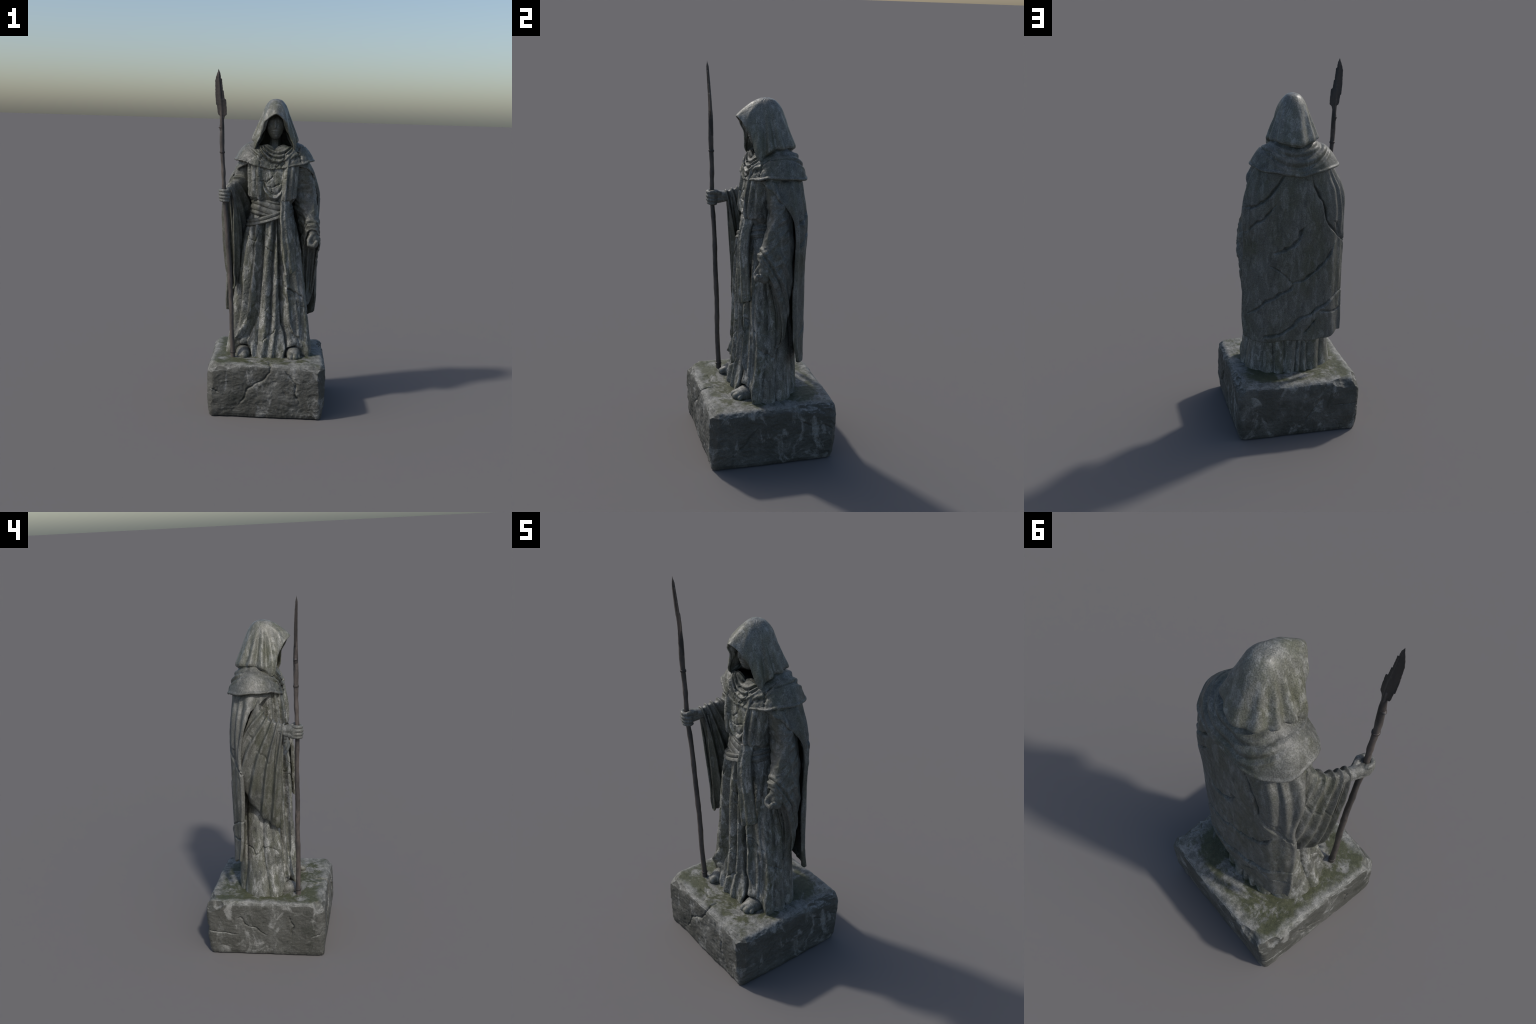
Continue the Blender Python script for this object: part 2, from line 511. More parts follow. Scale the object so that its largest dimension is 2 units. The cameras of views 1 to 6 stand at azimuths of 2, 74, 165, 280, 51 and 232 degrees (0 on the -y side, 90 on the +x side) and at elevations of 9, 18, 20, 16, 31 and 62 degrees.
# ------------------------------------------------------------------ robe (skirt)
def build_robe():
    nu, nv = 760, 380
    phi = np.linspace(-math.pi, math.pi, nu, endpoint=False)[:, None] + np.zeros((1, nv))
    zrow = np.linspace(0.300, 1.275, nv)
    z = zrow[None, :] + np.zeros((nu, 1))
    keys = [0.30, 0.36, 0.45, 0.57, 0.70, 0.88, 1.05, 1.18, 1.275]
    xl = smooth(zrow, keys, [-0.238, -0.230, -0.218, -0.208, -0.192, -0.164, -0.140, -0.116, -0.104])
    xr = smooth(zrow, keys, [0.260, 0.253, 0.241, 0.228, 0.213, 0.187, 0.158, 0.128, 0.114])
    yf = smooth(zrow, keys, [-0.157, -0.151, -0.138, -0.126, -0.122, -0.121, -0.115, -0.096, -0.086])
    yb = smooth(zrow, keys, [0.180, 0.177, 0.172, 0.165, 0.155, 0.14, 0.12, 0.10, 0.09])
    cx, rx = (xl + xr) / 2, (xr - xl) / 2
    s, c = np.sin(phi), np.cos(phi)
    ry = np.where(c > 0, -yf[None, :], yb[None, :])
    r0 = ((np.abs(s) / rx) ** 2.1 + (np.abs(c) / ry) ** 2.1) ** (-1 / 2.1)
    x = cx + r0 * s
    front = step(c, -0.15, 0.25)
    low = step(1.22 - z, 0.0, 0.5)
    h = np.zeros_like(z)
    # columns of cloth at the sides and back, parted by narrow valleys
    deg = np.degrees(phi) + 3.5 * np.sin(z * 9 + np.sin(phi * 3) * 2)
    near = np.full_like(z, 99.0)
    for g in (58, 82, 99, 124, 142, 161, 186 - 360, 198 - 360, 211 - 360, 234 - 360, 271 - 360, 298 - 360, 285 - 360):
        near = np.minimum(near, np.abs((deg - g + 180) % 360 - 180))
    h += (1 - step(c, 0.45, 0.62)) * low * (0.020 * (1 - np.exp(-near / 4.5)) - 0.008)
    # front: outer coat panels, open down the middle
    A = smooth(z, [0.30, 0.465, 0.507, 0.573, 0.70, 0.87, 1.12, 1.28], [-0.135, -0.125, -0.106, -0.085, -0.072, -0.061, -0.054, -0.05])
    G = smooth(z, [0.30, 0.472, 0.516, 0.608, 0.768, 0.951, 1.088, 1.28], [0.137, 0.130, 0.113, 0.102, 0.089, 0.075, 0.065, 0.055])
    wav = 0.004 * np.sin(z * 31) + 0.003 * np.sin(z * 67 + 1)
    hemL = smooth(x, [-0.215, -0.20, -0.182, -0.168, -0.143, -0.124, -0.10], [0.29, 0.33, 0.378, 0.405, 0.430, 0.474, 0.52])
    hemR = smooth(x, [0.10, 0.13, 0.164, 0.19, 0.204, 0.218], [0.53, 0.480, 0.447, 0.422, 0.383, 0.29])
    coatL = step(A + wav - x, -0.003, 0.006) * step(z - hemL, -0.004, 0.006) * front
    coatR = step(x - G - wav, -0.003, 0.006) * step(z - hemR, -0.004, 0.006) * front
    fade = 1 - step(z, 1.10, 1.24)
    h += coatL * (0.016 + 0.017 * bump(x - (A - 0.010), 0.012)) * (0.15 + 0.85 * fade)
    h += coatR * (0.012 + 0.013 * bump(x - (G + 0.008), 0.010) * (1 - step(z, 0.74, 0.84))) * (0.15 + 0.85 * fade)
    # shadow channels beside the panel edges
    h -= front * fade * (0.022 * bump(x - (A + 0.015), 0.011) + 0.030 * bump(x - (G - 0.019), 0.010))
    h -= front * 0.007 * step(x, 0.04, 0.13) * step(z, 0.5, 0.75) * fade
    # centre column and its ridges
    mid = front * step(x, A, A + 0.02) * (1 - step(x, G - 0.02, G))
    D = smooth(z, [0.30, 0.486, 0.704, 0.873, 1.20], [-0.030, -0.014, -0.014, -0.011, -0.004])
    h += mid * fade * (0.020 * bump(x - D, 0.021) - 0.016 * bump(x - (D + 0.031), 0.008) * step(z, 0.35, 0.6)
                       + 0.013 * bump(x - (D + 0.055), 0.013) - 0.008 * bump(x - (D - 0.042), 0.008) * step(0.75 - z, 0, 0.3))
    h += mid * 0.008 * step(0.5 - z, 0, 0.15) * (bump(x + 0.078, 0.012) - bump(x + 0.058, 0.007))
    # long folds in the coat
    for x0, x1, wd, am in ((-0.152, -0.095, 0.013, 0.011), (-0.182, -0.118, 0.011, 0.009), (-0.125, -0.076, 0.006, -0.008), (-0.168, -0.108, 0.006, -0.009),
                           (0.185, 0.118, 0.015, 0.008), (0.158, 0.098, 0.010, -0.006), (0.215, 0.135, 0.012, 0.009), (0.203, 0.127, 0.006, -0.008)):
        xc = x1 + (x0 - x1) * np.clip((1.2 - z) / 0.85, 0, 1) + 0.004 * np.sin(z * 14 + x0 * 90)
        h += front * np.maximum(coatL, coatR) * 1.45 * am * bump(x - xc, wd) * step(1.22 - z, 0, 0.25)
    # gathers just under the waist
    h += front * (1 - coatR) * 0.006 * np.cos(phi * 21 + np.sin(z * 8) * 0.6) * step(z, 0.95, 1.1) * (1 - step(z, 1.22, 1.27))
    # the hem lifts over each foot
    for fx, lift in ((-0.140, 1.0), (0.160, 1.0)):
        e = np.sqrt(((x - fx) / 0.058) ** 2 + ((z - 0.305) / 0.082) ** 2)
        h += front * lift * (0.010 * bump(e - 1.22, 0.26) - 0.042 * step(1.0 - e, -0.04, 0.10))
    h += front * 0.010 * bump(np.hypot((x + 0.138) / 0.045, (z - 0.405) / 0.022), 1.0)
    r = r0 + h
    P = np.stack([cx + r * s, -r * c, z], -1)
    ex = np.zeros_like(z)
    X, Z = P[..., 0], P[..., 2]
    F = c > 0.2
    for k, (pts, wd, dp, lp) in enumerate([
            ([(-0.139, 1.072), (-0.11, 1.025), (-0.09, 1.014), (-0.057, 1.098)], 0.003, 0.006, 0),
            ([(-0.09, 1.014), (-0.094, 0.96), (-0.09, 0.92)], 0.003, 0.005, 0),
            ([(0.085, 0.756), (0.118, 0.737), (0.15, 0.714), (0.183, 0.695), (0.212, 0.672)], 0.004, 0.009, 0.005),
            ([(0.114, 0.741), (0.127, 0.693), (0.114, 0.627)], 0.003, 0.005, 0.003),
            ([(0.014, 0.636), (-0.013, 0.602), (0.02, 0.571), (0.053, 0.539)], 0.003, 0.005, 0.002),
            ([(0.056, 0.50), (0.030, 0.465), (0.0, 0.44), (-0.02, 0.425), (-0.03, 0.39)], 0.0035, 0.007, 0.008),
            ([(-0.03, 1.06), (0.0, 1.04), (0.03, 1.03)], 0.003, 0.006, 0),
            ([(-0.035, 0.99), (0.0, 0.97), (0.022, 0.945)], 0.003, 0.006, 0.003),
            ([(0.0, 0.93), (0.015, 0.90)], 0.003, 0.006, 0.003),
            ([(0.03, 0.85), (0.04, 0.80), (0.07, 0.79)], 0.003, 0.005, 0)]):
        ex += F * crack(X, Z, pts, wd, dp, lp, 0.03, 30 + k, 0.004)
    W = (x < -0.1) & (c < 0.75)
    ex += W * crack(P[..., 1], Z, [(0.12, 0.60), (0.073, 0.599), (0.06, 0.557), (0.03, 0.569), (0.007, 0.604), (-0.022, 0.612), (-0.079, 0.579)], 0.0045, 0.008, 0.0, 0.04, 44)
    E_ = (x > 0.1) & (c < 0.75)
    ex += E_ * crack(P[..., 1], Z, [(-0.08, 0.62), (-0.03, 0.58), (0.02, 0.55)], 0.004, 0.006, 0.003, 0.04, 45)
    worn = 0.35 + 0.65 * front
    P = weather(P, True, 0.0022, 0.0030, 40, worn, ex)
    ex2 = front * 0.0018 * fbm(P, 30, 3, 48, ridged=True)
    P = P + normals(P, True) * ex2[..., None]
    return surface("robe", P, stone_robe, statue)


build_robe()

# ------------------------------------------------------------------ tunic (chest)
def build_tunic():
    nu, nv = 480, 150
    phi = np.linspace(-math.pi, math.pi, nu, endpoint=False)[:, None] + np.zeros((1, nv))
    zr = np.linspace(1.225, 1.53, nv)
    z = zr[None, :] + np.zeros((nu, 1))
    ks = [1.225, 1.245, 1.262, 1.285, 1.33, 1.38, 1.43, 1.48, 1.53]
    rx = smooth(zr, ks, [0.105, 0.118, 0.130, 0.134, 0.138, 0.142, 0.148, 0.15, 0.14])
    yf = smooth(zr, ks, [0.094, 0.100, 0.110, 0.116, 0.116, 0.112, 0.104, 0.096, 0.085])
    s, c = np.sin(phi), np.cos(phi)
    pw = np.where(s < 0, 2.5 - 0.5 * step(-s, 0.1, 0.5), 2.6)
    r0 = ((np.abs(s) / rx) ** pw + (np.abs(c) / yf) ** pw) ** (-1 / pw)
    x = 0.003 + r0 * s
    f = step(c, 0.1, 0.4)
    eL = -0.058 + 0.006 * np.sin((z - 1.25) * 22)
    eR = 0.062 - 0.012 * step(1.36 - z, 0, 0.1) + 0.004 * np.sin(z * 40)
    h = f * 0.015 * (step(eL - x, -0.002, 0.006) + step(x - eR, -0.002, 0.006))
    # hanging folds of the two lapels
    for xc, wd, am in ((-0.068, 0.009, 0.008), (-0.098, 0.010, 0.012), (-0.124, 0.010, 0.008), (-0.083, 0.006, -0.009), (-0.111, 0.006, -0.010),
                       (0.071, 0.007, 0.010), (0.100, 0.012, 0.009), (0.126, 0.010, 0.007), (0.114, 0.006, -0.007), (0.085, 0.005, -0.008)):
        xx = xc + 0.012 * np.sign(xc) * (1.35 - z) / 0.1 * (-0.35)
        h += f * am * bump(x - xx, wd)
    # lapel bottoms blouse out over the sash, cut on the slant
    cut = np.where(x < 0, 1.262 + 0.25 * (x - eL) * -1, 1.252 + 0.30 * (x - eR))
    h -= f * ((x < eL) | (x > eR)) * 0.012 * step(cut - z, -0.004, 0.012)
    # inner shirt sags in a U between them
    u = (x - 0.012) / 0.050
    q = z - 0.045 * u ** 2
    inn = f * step(x, eL, eL + 0.008) * (1 - step(x, eR - 0.008, eR))
    h += inn * (0.009 * bump(q - 1.275, 0.010) - 0.008 * bump(q - 1.293, 0.007) + 0.003 * bump(q - 1.318, 0.014) - 0.010 * step(1.262 - q, 0, 0.015))
    r = r0 + h
    P = np.stack([0.003 + r * s, 0.0 - r * c, z], -1)
    X, Z = P[..., 0], P[..., 2]
    ex = np.zeros_like(z)
    for k, (pts, wd, dp, lp) in enumerate([([(-0.075, 1.372), (-0.055, 1.374), (-0.03, 1.367), (-0.005, 1.39), (0.005, 1.41)], 0.003, 0.006, 0.002),
                                           ([(-0.03, 1.34), (0.0, 1.335), (0.03, 1.35), (0.055, 1.362)], 0.004, 0.006, 0.001),
                                           ([(0.0, 1.335), (0.0, 1.31), (0.015, 1.295)], 0.003, 0.005, 0)]):
        ex += (c > 0) * crack(X, Z, pts, wd, dp, lp, 0.03, 70 + k, 0.004)
    ex += f * 0.0016 * fbm(P, 34, 3, 75, ridged=True)
    P = weather(P, True, 0.0028, 0.0030, 50, 1.0, ex)
    return surface("tunic", P, stone_robe, statue)


build_tunic()

# ------------------------------------------------------------------ sash round the waist, and its hanging end
def build_sash():
    def band(name, zmid, height, rolls, tilt, grow, seed, roll_tilt):
        nu, nv = 420, 64
        phi = np.linspace(-math.pi, math.pi, nu, endpoint=False)[:, None] + np.zeros((1, nv))
        v = np.linspace(-1, 1, nv)[None, :] + np.zeros((nu, 1))
        s, c = np.sin(phi), np.cos(phi)
        z = zmid + tilt * s + height * v * (1 - 0.25 * np.abs(s) * 0)
        rx = smooth(z, [1.06, 1.12, 1.18, 1.27], [0.146, 0.139, 0.124, 0.110]) + grow
        ry = smooth(z, [1.06, 1.12, 1.18, 1.27], [0.136, 0.131, 0.117, 0.106]) + grow
        r = ((np.abs(s) / rx) ** 2.3 + (np.abs(c) / ry) ** 2.3) ** (-1 / 2.3)
        ph = v + roll_tilt * s + 0.10 * np.sin(phi * 3 + seed)
        k = (ph * rolls * 0.5) % 1.0
        r = r + 0.009 * np.sqrt(np.clip(1 - (2 * k - 1) ** 2, 0, 1)) - 0.006 - 0.022 * np.abs(v) ** 8
        P = np.stack([0.0 + r * s, -r * c, z], -1)
        P = weather(P, True, 0.0016, 0.0012, 90 + seed)
        return surface(name, P, stone_cloth, statue)
    band("sash", 1.212, 0.052, 3.0, -0.008, 0.006, 1, 0.22)
    band("sash", 1.160, 0.024, 1.0, 0.046, 0.010, 2, 0.0)


build_sash()


def build_sash_tail():
    nu, nv = 90, 260
    t = np.linspace(0, 1, nv)[None, :] + np.zeros((nu, 1))
    u = np.linspace(0, 1, nu)[:, None] + np.zeros((1, nv))
    xa = smooth(t, [0, 0.3, 0.6, 1], [0.057, 0.064, 0.077, 0.099]) + 0.002 * np.sin(t * 21)
    xb = smooth(t, [0, 0.3, 0.6, 1], [0.103, 0.118, 0.138, 0.163]) + 0.002 * np.sin(t * 17 + 2)
    x = xa + (xb - xa) * u
    z = 1.258 - t * (0.436 - 0.030 * u)
    y = smooth(t, [0, 0.12, 0.3, 0.6, 1], [-0.128, -0.141, -0.152, -0.153, -0.150]) + 0.036 * u ** 1.5
    y = y - 0.0035 * np.cos((u * 1.9 + 0.10 * np.sin(t * 5)) * TAU) * (0.5 + 0.5 * t) * bump(u - 0.45, 0.6)
    P = np.stack([x, y, z], -1)[:, ::-1]
    inside = step(np.minimum(u, 1 - u), 0.02, 0.22)[:, ::-1]
    ex = 0.0022 * inside * fbm(P, 34, 3, 95, ridged=True)
    P = weather(P, False, 0.0012, 0.002, 96, inside, ex)
    return shell("sash_end", P, 0.020, stone_robe, statue, False)


build_sash_tail()

# ------------------------------------------------------------------ cloak
def build_cloak():
    nu, nv = 360, 320
    w = np.linspace(0, 1, nu)[:, None] + np.zeros((1, nv))
    v = np.linspace(0, 1, nv)[None, :] + np.zeros((nu, 1))
    ztop = 1.515
    zg = 0.54 + (ztop - 0.54) * v
    n = 2.7
    zk = [0.50, 0.70, 1.00, 1.30, 1.36, 1.42, 1.46, 1.515]
    cx = smooth(zg, zk, [0.004, 0.009, 0.006, 0.006, 0.008, 0.012, 0.012, 0.012])
    rx = smooth(zg, zk, [0.284, 0.271, 0.269, 0.265, 0.256, 0.233, 0.217, 0.190])
    cy = smooth(zg, zk, [0.075, 0.075, 0.07, 0.055, 0.048, 0.04, 0.035, 0.03])
    ry = smooth(zg, zk, [0.122, 0.116, 0.116, 0.125, 0.127, 0.127, 0.127, 0.105])
    ek = [0.54, 0.63, 0.76, 0.86, 1.00, 1.13, 1.23, 1.31, 1.346, 1.385, 1.414, 1.45, 1.487, 1.52]
    yr = smooth(zg, ek, [0.124, 0.108, 0.098, 0.090, 0.088, 0.098, 0.088, 0.066, 0.054, 0.040, 0.012, -0.035, -0.082, -0.09])
    yl = smooth(zg, ek, [0.118, 0.097, 0.088, 0.083, 0.085, 0.085, 0.080, 0.064, 0.045, 0.012, -0.011, -0.053, -0.100, -0.09])

    def angle(y):
        q = np.clip((y - cy) / ry, -0.999, 0.999)
        return np.arccos(np.sign(q) * np.abs(q) ** (n / 2))
    aL, aR = angle(yl), angle(yr)
    a = aL + (-aR - aL) * w                       # from the +x edge round the back to the -x edge
    s, c = np.sin(a), np.cos(a)
    hem = 0.520 + 0.026 * np.abs(s) ** 3 + 0.006 * np.sin(a * 5 + 1) + 0.004 * np.sin(a * 11)
    z = hem + (ztop - hem) * v
    ex_, ey_ = np.sign(s) * np.abs(s) ** (2 / n), np.sign(c) * np.abs(c) ** (2 / n)
    P = np.stack([cx + rx * ex_, cy + ry * ey_, z], -1)
    N = normals(P, False)
    side = step(np.abs(s), 0.55, 0.95)
    h = 0.0045 * np.cos(a * 9 + np.sin(z * 5)) * (0.35 + 0.65 * side)
    h += 0.004 * np.cos(a * 5 + 2.0) * step(z, 0.9, 1.3)
    h += 0.008 * side * np.cos(a * 17 + 0.7) * step(z, 1.0, 1.3) * (1 - step(z, 1.42, 1.5))
    h += 0.006 * fbm(P, 6, 2, 110, stretch=(1, 1, 0.5))
    # rolled free edges
    edge = np.minimum(w, 1 - w) * 0.55
    h += 0.010 * bump(edge - 0.014, 0.013) * (1 - 0.7 * step(z, 1.28, 1.38)) * (1 - step(z, 1.42, 1.48))
    x = P[..., 0]
    back = c > 0.12
    cracks = [([(0.076, 1.452), (0.109, 1.413), (0.148, 1.364), (0.188, 1.321), (0.214, 1.302), (0.254, 1.276), (0.274, 1.268)], 0.0054, 0.0151, -0.004),
              ([(0.129, 1.295), (0.166, 1.255), (0.192, 1.222), (0.226, 1.206), (0.256, 1.17), (0.272, 1.14)], 0.0046, 0.0110, -0.003),
              ([(-0.061, 1.447), (-0.077, 1.388), (-0.1, 1.346), (-0.129, 1.303), (-0.143, 1.247), (-0.148, 1.204), (-0.179, 1.163), (-0.225, 1.113), (-0.26, 1.07)], 0.0052, 0.0151, 0.006),
              ([(-0.03, 1.17), (-0.01, 1.148), (-0.001, 1.106), (0.03, 1.072), (0.071, 1.056), (0.086, 1.047), (0.13, 1.035)], 0.0067, 0.0179, -0.003),
              ([(-0.203, 1.064), (-0.176, 1.004), (-0.14, 0.96), (-0.104, 0.924), (-0.06, 0.896), (-0.038, 0.874), (0.032, 0.86)], 0.0052, 0.0151, -0.003),
              ([(0.032, 0.86), (0.043, 0.825), (0.109, 0.799), (0.131, 0.774), (0.175, 0.761), (0.211, 0.721), (0.265, 0.679)], 0.0054, 0.0138, -0.003),
              ([(0.165, 0.965), (0.113, 0.939), (0.067, 0.901), (0.032, 0.86)], 0.0030, 0.0069, 0),
              ([(-0.263, 0.78), (-0.223, 0.758), (-0.174, 0.726), (-0.114, 0.699), (-0.069, 0.666), (-0.016, 0.654), (0.028, 0.602), (0.08, 0.57), (0.125, 0.558), (0.178, 0.553), (0.19, 0.52)], 0.0054, 0.0138, -0.007),
              ([(-0.116, 0.646), (-0.072, 0.593), (-0.035, 0.556)], 0.0043, 0.0097, 0.003)]
    for k, (pts, wd, dp, lp) in enumerate(cracks):
        h += back * crack(x, z, pts, wd, dp, lp, 0.09, 120 + k, 0.004)
    west = (s < -0.4)
    h += west * crack(P[..., 1], z, [(0.16, 1.19), (0.149, 1.176), (0.131, 1.107), (0.101, 1.056), (0.08, 1.04)], 0.0045, 0.008, -0.003, 0.04, 140)
    h += west * crack(P[..., 1], z, [(0.19, 0.70), (0.17, 0.67), (0.14, 0.665), (0.11, 0.68)], 0.005, 0.009, -0.003, 0.05, 141)
    P = P + N * h[..., None]
    P = weather(P, False, 0.0014, 0.0008, 112, 0.9)
    return shell("cloak", P, 0.016, stone_cloth, statue, False)


build_cloak()

# ------------------------------------------------------------------ lofts through meridians (mantle, hood)
def meridian_loft(phi, t, keys, ts):
    """keys: {angle: (radii, heights)} for 0..180 degrees, mirrored; returns r, z."""
    ang = np.array(sorted(keys))
    R = np.array([keys[a][0] for a in ang])
    Z = np.array([keys[a][1] for a in ang])
    ap = np.degrees(np.abs((phi + math.pi) % TAU - math.pi))[:, 0]
    # mirror the end keys so that the surface runs smoothly over the centre line
    R, Z = np.vstack([R[1], R, R[-2]]), np.vstack([Z[1], Z, Z[-2]])
    ang = np.concatenate([[-ang[1]], ang, [360 - ang[-2]]])
    Ra, Za = smooth(ap, ang, R), smooth(ap, ang, Z)     # (nu, k)
    tt = t[0]
    r = np.stack([smooth(tt, ts, a) for a in Ra])
    z = np.stack([smooth(tt, ts, a) for a in Za])
    return r, z


def build_mantle():
    nu, nv = 480, 125
    phi = np.linspace(-math.pi, math.pi, nu, endpoint=False)[:, None] + np.zeros((1, nv))
    t = np.linspace(1, 0, nv)[None, :] + np.zeros((nu, 1))
    keys = {0: ([0.092, 0.106, 0.119, 0.131, 0.136, 0.137], [1.562, 1.558, 1.543, 1.510, 1.472, 1.438]),
            12: ([0.098, 0.109, 0.121, 0.133, 0.139, 0.140], [1.574, 1.565, 1.547, 1.512, 1.475, 1.442]),
            24: ([0.107, 0.117, 0.127, 0.140, 0.147, 0.150], [1.583, 1.572, 1.552, 1.518, 1.482, 1.452]),
            45: ([0.124, 0.134, 0.146, 0.161, 0.172, 0.178], [1.572, 1.566, 1.552, 1.524, 1.494, 1.468]),
            62: ([0.108, 0.134, 0.156, 0.179, 0.196, 0.207], [1.582, 1.577, 1.563, 1.536, 1.507, 1.480]),
            75: ([0.075, 0.132, 0.164, 0.190, 0.209, 0.222], [1.625, 1.590, 1.574, 1.545, 1.512, 1.484]),
            90: ([0.068, 0.131, 0.169, 0.198, 0.219, 0.231], [1.655, 1.600, 1.583, 1.553, 1.518, 1.488]),
            112: ([0.066, 0.124, 0.163, 0.194, 0.217, 0.231], [1.660, 1.602, 1.583, 1.550, 1.514, 1.483]),
            135: ([0.060, 0.106, 0.138, 0.164, 0.184, 0.198], [1.660, 1.600, 1.580, 1.545, 1.506, 1.468]),
            180: ([0.050, 0.080, 0.105, 0.121, 0.135, 0.149], [1.660, 1.596, 1.572, 1.534, 1.490, 1.448])}
    r, z = meridian_loft(phi, t, keys, np.linspace(0, 1, 6))
    s, c = np.sin(phi), np.cos(phi)
    x, y = 0.010 + r * s - 0.010 * step(-s, 0.4, 0.9) * t, 0.030 - r * c
    z = z + 0.004 * np.sin(phi * 5 + 1) * step(t, 0.6, 1.0) + 0.002 * np.sin(phi * 11) * step(t, 0.7, 1)
    P = np.stack([x, y, z], -1)
    N = normals(P, True)
    f, b = step(c, 0.25, 0.7), step(-c, 0.05, 0.6)
    xx = x - 0.010
    # swags: scarf folds sagging across the chest, and across the back
    q = z - 7.0 * np.minimum(np.abs(xx), 0.11) ** 2 + 0.25 * xx
    h = f * step(t, 0.06, 0.22) * step(0.12 - np.abs(xx), 0, 0.05) * (0.007 * bump(q - 1.543, 0.008) + 0.009 * bump(q - 1.519, 0.008) - 0.007 * bump(q - 1.531, 0.006)
            - 0.006 * bump(q - 1.507, 0.007) + 0.009 * bump(q - 1.492, 0.009) - 0.008 * bump(q - 1.474, 0.009))
    qb = z - 2.6 * xx ** 2
    h += b * (0.006 * bump(qb - 1.560, 0.012) - 0.005 * bump(qb - 1.540, 0.011) + 0.006 * bump(qb - 1.515, 0.014) - 0.006 * bump(qb - 1.490, 0.012)
              + 0.004 * bump(qb - 1.470, 0.012))
    h += 0.006 * np.cos(phi * 11 + 0.6) * step(t, 0.45, 0.9) * step(np.abs(s), 0.5, 0.9) * 0.6
    # diagonal fold from the left collar, folds at the right shoulder
    h += f * 0.007 * (bump((z - 1.515) - 0.55 * (xx - 0.10), 0.010) - bump((z - 1.497) - 0.55 * (xx - 0.10), 0.010)) * step(xx, 0.05, 0.08)
    h += f * 0.006 * (bump((z - 1.520) + 0.75 * (xx + 0.085), 0.009) - bump((z - 1.504) + 0.75 * (xx + 0.085), 0.009)) * step(-xx, 0.05, 0.08)
    # rolled collar edge, notched under the chin
    h += f * 0.006 * bump(t - 0.05, 0.05)
    P[..., 2] -= f * 0.014 * np.exp(-np.abs(xx) / 0.010) * (1 - step(t, 0.1, 0.35))
    # hem: thin crisp fold-back
    h += 0.005 * bump(t - 0.97, 0.04)
    F = c > 0.15
    for k, (pts, wd, dp, lp) in enumerate([([(0.078, 1.55), (0.074, 1.54), (0.069, 1.507), (0.047, 1.43)], 0.0045, 0.012, 0.003),
                                           ([(-0.055, 1.52), (-0.062, 1.513), (-0.078, 1.486), (-0.077, 1.44)], 0.0036, 0.008, 0.003),
                                           ([(0.03, 1.47), (0.02, 1.45), (0.01, 1.43)], 0.006, 0.008, 0.0),
                                           ([(0.155, 1.58), (0.15, 1.545), (0.165, 1.51), (0.172, 1.48)], 0.005, 0.010, 0.004)]):
        h += F * crack(x, z, pts, wd, dp, lp, 0.035, 160 + k, 0.004)
    h += (c < 0.3) * (x > 0) * crack(x, z, [(0.24, 1.55), (0.2, 1.58), (0.15, 1.565), (0.14, 1.53)], 0.003, 0.005, 0.002, 0.03, 166)
    P = P + N * h[..., None]
    rough = step(c, -0.2, 0.5)
    P = weather(P, True, 0.0024, 0.0026, 170, (0.35 + 0.55 * rough) * step(t, 0.02, 0.2), rough * 0.0034 * fbm(P, 32, 3, 172, ridged=True) * step(t, 0.3, 0.6))
    return shell("mantle", P, 0.013, stone_cloth, statue, True)


build_mantle()


